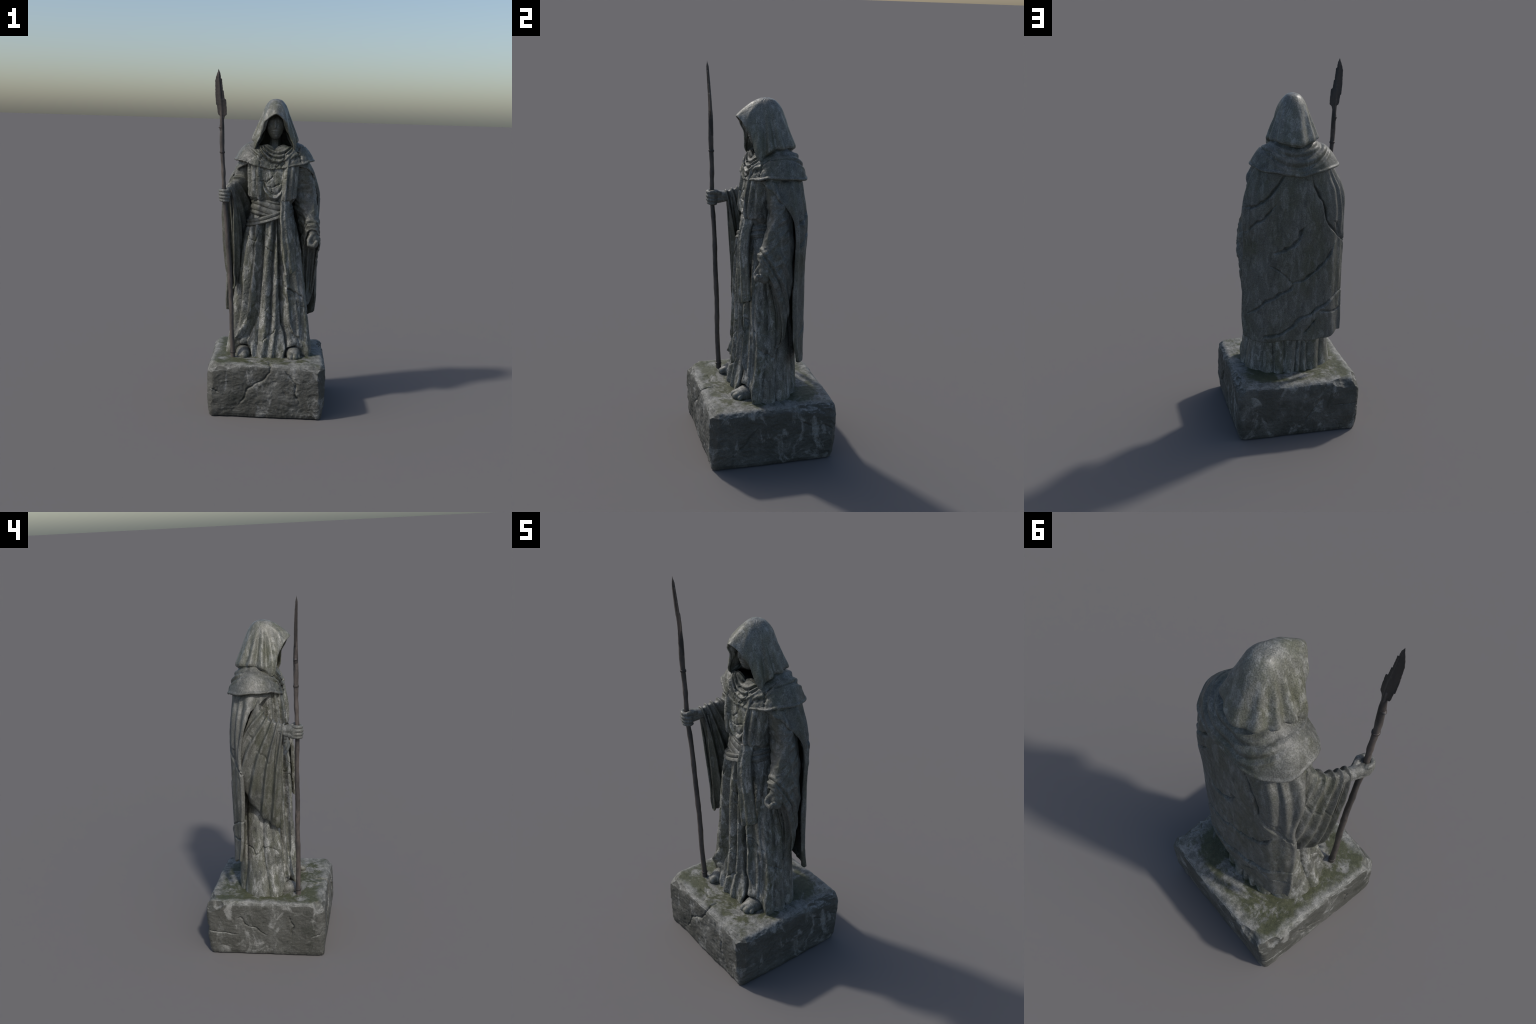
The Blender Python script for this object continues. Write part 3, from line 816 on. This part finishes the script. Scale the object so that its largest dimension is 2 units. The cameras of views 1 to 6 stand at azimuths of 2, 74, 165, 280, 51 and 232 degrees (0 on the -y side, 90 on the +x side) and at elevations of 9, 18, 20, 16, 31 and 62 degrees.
def build_hood():
    nu, nv = 420, 150
    phi = np.linspace(-math.pi, math.pi, nu, endpoint=False)[:, None] + np.zeros((1, nv))
    t = np.linspace(1, 0.012, nv)[None, :] + np.zeros((nu, 1))
    ts = [0, 0.15, 0.3, 0.5, 0.7, 0.85, 1.0]
    top = [1.851, 1.845]
    keys = {0: ([0, .036, .072, .103, .130, .148, .162], [1.851, 1.847, 1.833, 1.814, 1.793, 1.778, 1.764]),
            14: ([0, .036, .070, .100, .126, .140, .149], [1.851, 1.846, 1.830, 1.807, 1.781, 1.763, 1.745]),
            27: ([0, .036, .067, .096, .119, .132, .141], [1.851, 1.845, 1.825, 1.794, 1.761, 1.738, 1.714]),
            37: ([0, .036, .065, .091, .111, .121, .126], [1.851, 1.844, 1.820, 1.778, 1.730, 1.701, 1.672]),
            44: ([0, .035, .064, .088, .111, .123, .131], [1.851, 1.843, 1.816, 1.762, 1.702, 1.665, 1.626]),
            51: ([0, .035, .063, .086, .113, .130, .140], [1.851, 1.843, 1.812, 1.750, 1.681, 1.636, 1.590]),
            58: ([0, .035, .062, .085, .112, .130, .135], [1.851, 1.842, 1.811, 1.745, 1.672, 1.614, 1.563]),
            72: ([0, .034, .061, .083, .107, .126, .128], [1.851, 1.842, 1.811, 1.747, 1.677, 1.622, 1.577]),
            90: ([0, .034, .060, .081, .103, .121, .124], [1.851, 1.842, 1.812, 1.754, 1.687, 1.637, 1.600]),
            125: ([0, .036, .064, .088, .110, .131, .135], [1.851, 1.841, 1.808, 1.751, 1.691, 1.641, 1.606]),
            180: ([0, .038, .069, .093, .115, .138, .143], [1.851, 1.838, 1.803, 1.748, 1.686, 1.631, 1.590])}
    r, z = meridian_loft(phi, t, keys, ts)
    s, c = np.sin(phi), np.cos(phi)
    deg = np.degrees(phi)
    h = np.zeros_like(z)
    for a0, wd, am in ((-60, 7, .007), (-73, 6, -.007), (-86, 7, .008), (-100, 7, -.007), (-113, 7, .007), (-128, 8, -.006), (-142, 8, .005), (-158, 9, -.004), (-176, 10, .003),
                       (60, 7, .007), (73, 6, -.006), (84, 6, .007), (98, 6, -.006), (110, 7, .006), (124, 7, -.006), (137, 7, .006), (152, 8, -.005), (-33, 7, .004), (-22, 6, -.003), (33, 6, .003)):
        ac = a0 + 14 * np.sign(a0) * (1 - t) * -1
        d = (deg - ac + 180) % 360 - 180
        h += am * 1.6 * bump(d, wd) * step(t, 0.28, 0.8) * (1 - 0.45 * step(t, 0.93, 1.0))
    # soft crease from the peak back over the temple
    h += 0.004 * bump(np.abs(deg) - 30, 9) * bump(t - 0.55, 0.25)
    lip = step(np.abs(deg), 60, 78)
    h += lip * (0.004 * bump(t - 0.91, 0.06) - 0.011 * step(t, 0.95, 1.0))
    r = r + h
    z = z + 0.002 * np.sin(phi * 9) * step(t, 0.8, 1.0)
    P = np.stack([0.009 + r * s, -r * c - 0.004 * (1 - t), z], -1)
    apex = P[:, -1].mean(0)
    P = weather(P, True, 0.0012, 0.0007, 180, 0.9)
    P[:, -1] = apex
    return shell("hood", P, 0.009 + 0.016 * step(1 - t, 0.0, 0.18), hood_stone, statue, True)


build_hood()

# ------------------------------------------------------------------ head and neck inside the hood
def build_head():
    nu, nv = 200, 160
    phi = np.linspace(-math.pi, math.pi, nu, endpoint=False)[:, None] + np.zeros((1, nv))
    th = np.linspace(0.02, math.pi - 0.02, nv)[None, :] + np.zeros((nu, 1))
    s, c = np.sin(phi), np.cos(phi)
    zl = -np.cos(th)
    x = 0.054 * np.sin(th) * s * (1 - 0.16 * step(-zl, 0.1, 0.9))
    y = -0.066 * np.sin(th) * c
    z = 1.695 + 0.085 * zl
    f = step(c, 0.2, 0.7)
    d = 0.019 * bump(x, 0.0085) * bump(np.clip(z - 1.684, 0, 9), 0.038) * bump(np.clip(1.684 - z, 0, 9), 0.007)
    d += 0.006 * bump(z - 1.728, 0.012) - 0.008 * bump(np.abs(x) - 0.020, 0.011) * bump(z - 1.710, 0.011)
    d += 0.005 * bump(x, 0.016) * (bump(z - 1.662, 0.004) + bump(z - 1.650, 0.005)) - 0.004 * bump(x, 0.018) * bump(z - 1.656, 0.003)
    d += 0.010 * bump(x, 0.020) * bump(z - 1.628, 0.014) + 0.003 * bump(np.abs(x) - 0.028, 0.012) * bump(z - 1.690, 0.012)
    P = np.stack([0.008 + x, -0.032 + y - f * d * 0.6, z], -1)
    P = weather(P, True, 0.0010, 0.0007, 190)
    surface("head", P, stone_plain, statue)
    zz = np.linspace(1.50, 1.66, 60)[None, :] + np.zeros((96, 1))
    ph = np.linspace(-math.pi, math.pi, 96, endpoint=False)[:, None] + np.zeros((1, 60))
    rr = smooth(zz, [1.50, 1.58, 1.66], [0.056, 0.036, 0.034])
    rr = rr + 0.004 * bump(np.abs(ph) - 0.5, 0.2)
    P = np.stack([0.008 + rr * np.sin(ph), 0.045 - rr * np.cos(ph), zz], -1)
    surface("neck", weather(P, True, 0.001, 0.0006, 195), stone_plain, statue)


build_head()

# ------------------------------------------------------------------ sleeves: loops hung from the arm
def sleeve(stations, ribs, seed, wrinkle, extra_cracks, out_sign, cuff_bands, bow, belly, shear):
    """stations: (upper point, lower point, half width at arm, half width low). The loops run
    round the arm and the hanging cloth; the last one is the open cuff."""
    nu, nv = 320, 190                           # round the loop, along the arm
    k = np.linspace(0, 1, len(stations))
    U = np.linspace(0, 1, nv)
    T = smooth(U, k, [s[0] for s in stations])
    B = smooth(U, k, [s[1] for s in stations])
    wa = smooth(U, k, [s[2] for s in stations])
    wb = smooth(U, k, [s[3] for s in stations])
    C = (T + B) / 2
    up = T - B
    ln = np.linalg.norm(up, axis=1, keepdims=True)
    up = up / ln
    run = np.gradient(C, axis=0)
    run /= np.linalg.norm(run, axis=1, keepdims=True)
    run = run * 0.25 + np.array([0.0, -1.0, -0.35]) * 0.75
    wd = np.cross(up, run)
    wd /= np.linalg.norm(wd, axis=1, keepdims=True)
    if np.mean(wd[:, 0]) * out_sign < 0:
        wd = -wd
    a = np.linspace(0, TAU, nu, endpoint=False)
    ca, sa = np.cos(a)[:, None], np.sin(a)[:, None]
    # straight-sided loop: equal steps along a long flattened ring
    hgt = np.sign(ca) * np.abs(ca) ** 0.85
    mixw = step(hgt, -0.2, 0.75)
    half = wb[None] + (wa - wb)[None] * mixw
    # the inner wall fills the space towards the chest
    half = half * np.where(sa < 0, 1 + 0.75 * bump(U[None] - 0.34, 0.26) * step(hgt, -0.5, 0.3), 1)
    side = np.sign(sa) * np.abs(sa) ** np.where(ca > 0, 0.55, 0.75)
    P = C[None] + up[None] * (ln[None] * 0.5 * hgt[..., None]) + wd[None] * (half * side)[..., None]
    rl = (hgt + 1) / 2
    P = P + wd[None] * (belly * (1 - 0.6 * step(U[None], 0.6, 1.0)) * np.sin(rl * math.pi) * side)[..., None]
    # the cloth bows backwards between arm and hem, less towards the cuff; the outer lip is set back
    back = bow * np.sin(rl * math.pi) ** 1.0 * (1 - U[None]) ** 0.7 * step(U[None], 0.05, 0.4) + shear * np.clip(side, 0, 1) * step(U[None], 0.6, 1.0) * (1 - rl) ** 0.5 + 1.5 * shear * np.sin(rl * math.pi) * step(U[None], 0.5, 1.0)
    P[..., 1] += back
    # folds of cloth close the sleeve a little way inside the cuff
    loop = P[:, int(nv * 0.93)]
    i = np.arange(int(nu * 0.09), nu // 2 - 1)
    m = np.linspace(0, 1, 24)[None, :, None]
    L = loop[i][:, None] * (1 - m) + loop[nu - i][:, None] * m
    L[..., 1] += 0.010 * np.cos(m[..., 0] * TAU * 2.2 + 0.4) + 0.006 * fbm(L, 9, 2, seed + 9)
    inner = shell("sleeve_lining", L if out_sign < 0 else L[:, ::-1], 0.006, stone_cloth, statue, False)
    if out_sign < 0:
        P = P[::-1]
    N = normals(P, True)
    if np.mean(np.sum(N * (P - C[None]), -1)) < 0:
        P = P[::-1]
        N = normals(P, True)
    u = U[None] + np.zeros((nu, 1))
    rel = np.sum((P - C[None]) * up[None], -1) / ln[None, :, 0] + 0.5     # 1 at arm, 0 at the bottom
    h = np.zeros_like(u)
    if len(ribs) == 1:                          # even hanging folds: period, start, depth, slant
        per, start, am, slant = ribs[0]
        ph = (u - start - slant * (rel - 0.5) - 0.014 * np.sin(rel * 7)) / per
        h += am * (np.cos(ph * TAU) + 0.25 * np.cos(ph * 2 * TAU + 0.6)) * step(u, 0.12, 0.3) * (0.55 + 0.45 * step(1 - rel, 0.05, 0.3)) * (0.35 + 0.65 * step(rel, 0.02, 0.16))
    for uc, w_, am, slant in ribs if len(ribs) > 1 else ():
        h += am * bump(u - uc - slant * (rel - 0.5) - 0.012 * np.sin(rel * 7 + uc * 20), w_) * (1 - step(rel, 0.6, 0.85) if wrinkle else 1)
    if wrinkle:
        h += wrinkle * fbm(P @ np.array([[1, 0, 0], [0, 0.8, -0.6], [0, 0.6, 0.8]]), 13, 2, seed, stretch=(1, 0.7, 1.7), ridged=True) * step(rel, 0.25, 0.6)
        h += wrinkle * 0.8 * fbm(P, 9, 2, seed + 5) * step(rel, 0.2, 0.6)
    for uc, w_, am in cuff_bands:
        h += am * bump(u - uc, w_) * step(rel, 0.45, 0.75)
    h += 0.002 * fbm(P, 12, 2, seed + 1)
    for j, (pts, ax) in enumerate(extra_cracks):
        h += (np.sum(wd * [out_sign, 0, 0], -1)[None] * 0 + (N[..., 0] * out_sign > 0.1)) * crack(P[..., ax], P[..., 2], pts, 0.0042, 0.007, 0.0, 0.04, seed + 20 + j, 0.004)
    P = P + N * h[..., None]
    P = weather(P, True, 0.0013, 0.0009, seed + 2)
    if np.mean(np.sum(normals(P, True) * (P - P.mean(0)), -1)) < 0:
        P = P[::-1]
    ob = shell("sleeve", P, 0.010, stone_cloth, statue, True)
    inner.parent = ob
    return ob


sleeve([((-0.150, 0.000, 1.480), (-0.130, 0.060, 1.300), 0.045, 0.045),
        ((-0.190, -0.008, 1.438), (-0.168, 0.130, 1.120), 0.046, 0.052),
        ((-0.214, -0.024, 1.385), (-0.192, 0.118, 0.990), 0.042, 0.050),
        ((-0.232, -0.050, 1.358), (-0.200, 0.070, 0.880), 0.036, 0.046),
        ((-0.246, -0.082, 1.346), (-0.206, 0.005, 0.795), 0.033, 0.042),
        ((-0.254, -0.110, 1.337), (-0.212, -0.050, 0.750), 0.033, 0.036),
        ((-0.258, -0.138, 1.328), (-0.214, -0.100, 0.722), 0.033, 0.030)],
       [(0.17, 0.25, 0.0115, 0.16)],
       200, 0.0, [([(0.016, 1.185), (-0.013, 1.171), (-0.032, 1.157), (-0.05, 1.124), (-0.066, 1.107)], 1),
                  ([(0.05, 1.27), (0.035, 1.25), (0.03, 1.23)], 1)], -1, [], 0.045, 0.008, 0.0)

sleeve([((0.157, -0.045, 1.490), (0.167, 0.085, 1.470), 0.042, 0.038),
        ((0.190, -0.034, 1.400), (0.192, 0.088, 1.350), 0.048, 0.036),
        ((0.210, -0.024, 1.310), (0.212, 0.092, 1.200), 0.050, 0.034),
        ((0.227, -0.036, 1.235), (0.230, 0.092, 1.030), 0.048, 0.037),
        ((0.239, -0.058, 1.180), (0.238, 0.080, 0.860), 0.046, 0.036),
        ((0.245, -0.076, 1.135), (0.235, 0.052, 0.720), 0.045, 0.036),
        ((0.248, -0.086, 1.092), (0.233, 0.022, 0.612), 0.045, 0.035)],
       [(0.42, 0.030, 0.005, 0.10), (0.52, 0.026, -0.005, 0.10), (0.60, 0.028, 0.006, 0.06), (0.68, 0.024, -0.005, 0.05), (0.76, 0.026, 0.006, 0.03), (0.84, 0.024, -0.005, 0.02), (0.97, 0.02, 0.004, 0)],
       230, 0.0115, [], 1, [(0.79, 0.035, 0.005), (0.90, 0.030, 0.004), (0.85, 0.018, -0.004)], 0.026, 0.004, 0.022)

# ------------------------------------------------------------------ spear
BASE, HANDP, TIP = np.array([-0.199, -0.179, 0.306]), np.array([-0.271, -0.214, 1.291]), np.array([-0.317, -0.240, 2.000])


def axis(z):
    """Spear axis: nearly straight, with the slight bow of a natural pole."""
    ks = [0.306, 0.60, 0.95, 1.20, 1.291, 1.537, 1.745, 2.0]
    p = np.stack([smooth(z, ks, [-0.199, -0.2155, -0.239, -0.261, -0.270, -0.288, -0.294, -0.3165]),
                  smooth(z, ks, [-0.180, -0.189, -0.199, -0.209, -0.213, -0.218, -0.224, -0.240])], -1)
    return p


def build_spear():
    nu, nv = 40, 460
    zr = np.linspace(0.300, 1.780, nv)
    ph = np.linspace(0, TAU, nu, endpoint=False)
    c = axis(zr)
    rr = smooth(zr, [0.30, 0.36, 0.7, 1.1, 1.29, 1.5, 1.64, 1.70, 1.78], [0.0150, 0.0138, 0.0130, 0.0120, 0.0112, 0.0122, 0.0125, 0.0098, 0.0070])
    Z = zr[None] + np.zeros((nu, 1))
    P = np.stack([c[None, :, 0] + rr * np.cos(ph)[:, None], c[None, :, 1] + rr * np.sin(ph)[:, None], Z], -1)
    bend = 0.0014 * np.stack([np.sin(zr * 23) * 0.6 + np.sin(zr * 9 + 1) * 0.7, np.sin(zr * 17 + 2), 0 * zr], -1)
    P = P + bend[None]
    N = normals(P, True)
    h = 0.0016 * fbm(P, 30, 3, 300, stretch=(1, 1, 0.35)) + 0.0010 * fbm(P, 120, 2, 303, stretch=(1, 1, 0.25))
    for zk, am in ((0.62, .002), (0.79, .0022), (1.02, .002), (1.19, .0025), (1.42, .002), (1.475, -.0015), (1.60, .0012), (1.34, .0015), (1.385, -.0015)):
        h += 0.55 * am * bump(Z - zk, 0.022)
    shaft = surface("spear", P + N * h[..., None], wood, statue)
    for zc, wd in ((1.537, 0.006), (0.352, 0.004)):
        zz = np.linspace(-1, 1, 13)
        cc = axis(zc + zz * wd)
        cc = cc + 0.0014 * np.stack([np.sin((zc + zz * wd) * 23) * 0.6 + np.sin((zc + zz * wd) * 9 + 1) * 0.7, np.sin((zc + zz * wd) * 17 + 2)], -1)
        r_ = (0.0132 if zc > 1 else 0.0148) + 0.002 * np.sqrt(np.clip(1 - zz ** 4, 0, 1)) - 0.004 * (np.abs(zz) > 0.99)
        R = np.stack([cc[None, :, 0] + r_ * np.cos(ph)[:, None], cc[None, :, 1] + r_ * np.sin(ph)[:, None], (zc + zz * wd)[None] + np.zeros((nu, 1))], -1)
        surface("spear_ring", R, iron, shaft)
    # leaf-shaped blade, its right edge notched by rust; heights and half widths about the axis
    zb = np.linspace(1.615, 2.0, 420)
    lk = [1.615, 1.655, 1.672, 1.676, 1.682, 1.70, 1.742, 1.748, 1.76, 1.80, 1.804, 1.86, 1.90, 1.935, 1.96, 1.985, 2.0]
    lw = [0.0130, 0.0125, 0.0160, 0.0225, 0.0150, 0.0125, 0.0130, 0.0190, 0.0225, 0.0235, 0.0285, 0.0285, 0.0260, 0.0235, 0.0160, 0.0060, 0.0004]
    rk = [1.615, 1.66, 1.72, 1.738, 1.746, 1.752, 1.80, 1.828, 1.833, 1.838, 1.88, 1.884, 1.93, 1.945, 1.95, 1.975, 1.985, 2.0]
    rw = [0.0130, 0.0125, 0.0110, 0.0160, 0.0240, 0.0262, 0.0270, 0.0265, 0.0262, 0.0195, 0.0175, 0.0135, 0.0125, 0.0130, 0.0085, 0.0070, 0.0045, 0.0004]
    left = np.interp(zb, lk, lw) * (1 + 0.10 * (zb > 1.746)) + 0.0016 * perlin(np.stack([zb * 95, 0 * zb, 0 * zb + 0.5], -1), 5) * (zb > 1.76)
    right = np.interp(zb, rk, rw) * (1 + 0.10 * (zb > 1.746)) + 0.0020 * perlin(np.stack([zb * 80, 0 * zb, 0 * zb + 0.5], -1), 6) * (zb > 1.76)
    lens = np.clip(1 - 0.45 * (zb - 1.72) / 0.28, 0.02, 1) * (1 - step(zb, 1.965, 2.0) * 0.97)
    round_ = 1 - step(zb, 1.69, 1.76)
    c = axis(zb)
    a = np.linspace(0, TAU, 32, endpoint=False)
    P = np.zeros((32, len(zb), 3))
    facing = np.array([0.985, -0.17, 0.0])
    nrm = np.array([0.17, 0.985, 0.0])
    for i, ang in enumerate(a):
        ca, sa = math.cos(ang), math.sin(ang)
        w_ = np.where(ca > 0, right, left) * ca
        flat = 0.0095 * lens * (0.35 * (1 - abs(ca)) + 0.65 * max(0, 1 - abs(ca) / 0.35)) * np.sign(sa) + 0.0012 * np.sign(sa) * lens * (abs(sa) > 1e-6)
        d = flat * (1 - round_) + 0.0125 * sa * round_
        P[i] = np.stack([c[:, 0], c[:, 1], zb], -1) + w_[:, None] * facing + d[:, None] * nrm
    P = P + normals(P, True) * (0.0006 * fbm(P, 90, 2, 320))[..., None]
    surface("spearhead", P, iron, shaft)


build_spear()

# ------------------------------------------------------------------ hands
def grip_hand():
    c = HANDP
    ax = (TIP - BASE) / np.linalg.norm(TIP - BASE)
    wrist = np.array([-0.258, -0.115, 1.297])
    pieces = [("rod", wrist + [0, 0.01, 0.0], wrist + [0, -0.015, 0], 0.018, 0.024),
              ("rod", wrist + [0, -0.015, 0.004], c + [-0.006, 0.022, 0.012], 0.023, 0.024),
              ("rod", wrist + [0, -0.010, -0.006], c + [-0.006, 0.020, -0.018], 0.021, 0.021),
              ("ball", c + [-0.016, 0.012, 0.004], (0.016, 0.022, 0.036))]
    # four fingers, each a bent chain round the shaft
    for i, dz in enumerate((0.030, 0.011, -0.008, -0.026)):
        o = c + ax * dz
        r_ = (0.0105, 0.0108, 0.0104, 0.0095)[i]
        pr = None
        for k, ang in enumerate(np.linspace(150, 400, 9)):
            R = 0.0205 + (0.003 if i in (1, 2) else 0.001)
            p = o + np.array([math.cos(math.radians(ang)) * R, math.sin(math.radians(ang)) * R, -0.0015 * k * 0.5])
            if pr is not None:
                pieces.append(("rod", pr, p, r_, r_))
            pr = p
    # thumb lies over the near side
    t0, t1, t2 = c + [0.014, 0.040, 0.020], c + [0.024, 0.014, 0.034], c + [0.020, -0.012, 0.030]
    pieces += [("rod", t0, t1, 0.013, 0.012), ("rod", t1, t2, 0.012, 0.0095)]
    fuse("hand", pieces, 0.0024, stone_plain, statue, 3, 0.0008, 330)


def closed_hand():
    c = np.array([0.248, -0.066, 1.030])
    pieces = [("rod", c + [0.004, 0.022, 0.095], c + [0.002, 0.004, 0.040], 0.028, 0.028),
              ("ball", c + [0.006, 0.010, 0.004], (0.036, 0.034, 0.044)),
              ("ball", c + [0.004, 0.006, -0.026], (0.034, 0.030, 0.030))]
    for i in range(4):
        y = 0.026 - 0.016 * i
        o = c + np.array([0.0, y - 0.012, -0.036 + 0.004 * i])
        pieces += [("rod", o + [0.026, 0, 0.016], o + [0.010, 0, -0.010], 0.0105, 0.0105), ("rod", o + [0.010, 0, -0.010], o + [-0.020, 0, -0.004], 0.0105, 0.010),
                   ("rod", o + [-0.020, 0, -0.004], o + [-0.022, 0.0, 0.014], 0.010, 0.009)]
    pieces += [("rod", c + [-0.004, -0.014, 0.026], c + [-0.022, -0.026, -0.002], 0.014, 0.012), ("rod", c + [-0.022, -0.026, -0.002], c + [-0.014, -0.030, -0.024], 0.012, 0.010)]
    fuse("hand", pieces, 0.0026, stone_plain, statue, 5, 0.0010, 340)


grip_hand()
closed_hand()

# ------------------------------------------------------------------ feet
def foot(toes, heel, seed):
    pieces = []
    for (tx, ty, tz), r in toes:
        pieces.append(("rod", (tx + (heel[0] - tx) * 0.55, heel[1], tz + 0.022), (tx, ty + r * 0.8, tz), 0.026, r))
    pieces.append(("ball", heel, (0.046, 0.06, 0.042)))
    fuse("foot", pieces, 0.0026, stone_plain, statue, 2, 0.0009, seed)


foot([((0.143, -0.187, 0.330), 0.0195), ((0.170, -0.185, 0.328), 0.0185), ((0.192, -0.164, 0.325), 0.013)], (0.160, -0.110, 0.336), 350)
foot([((-0.135, -0.190, 0.331), 0.0210), ((-0.160, -0.178, 0.327), 0.0150)], (-0.140, -0.110, 0.336), 360)
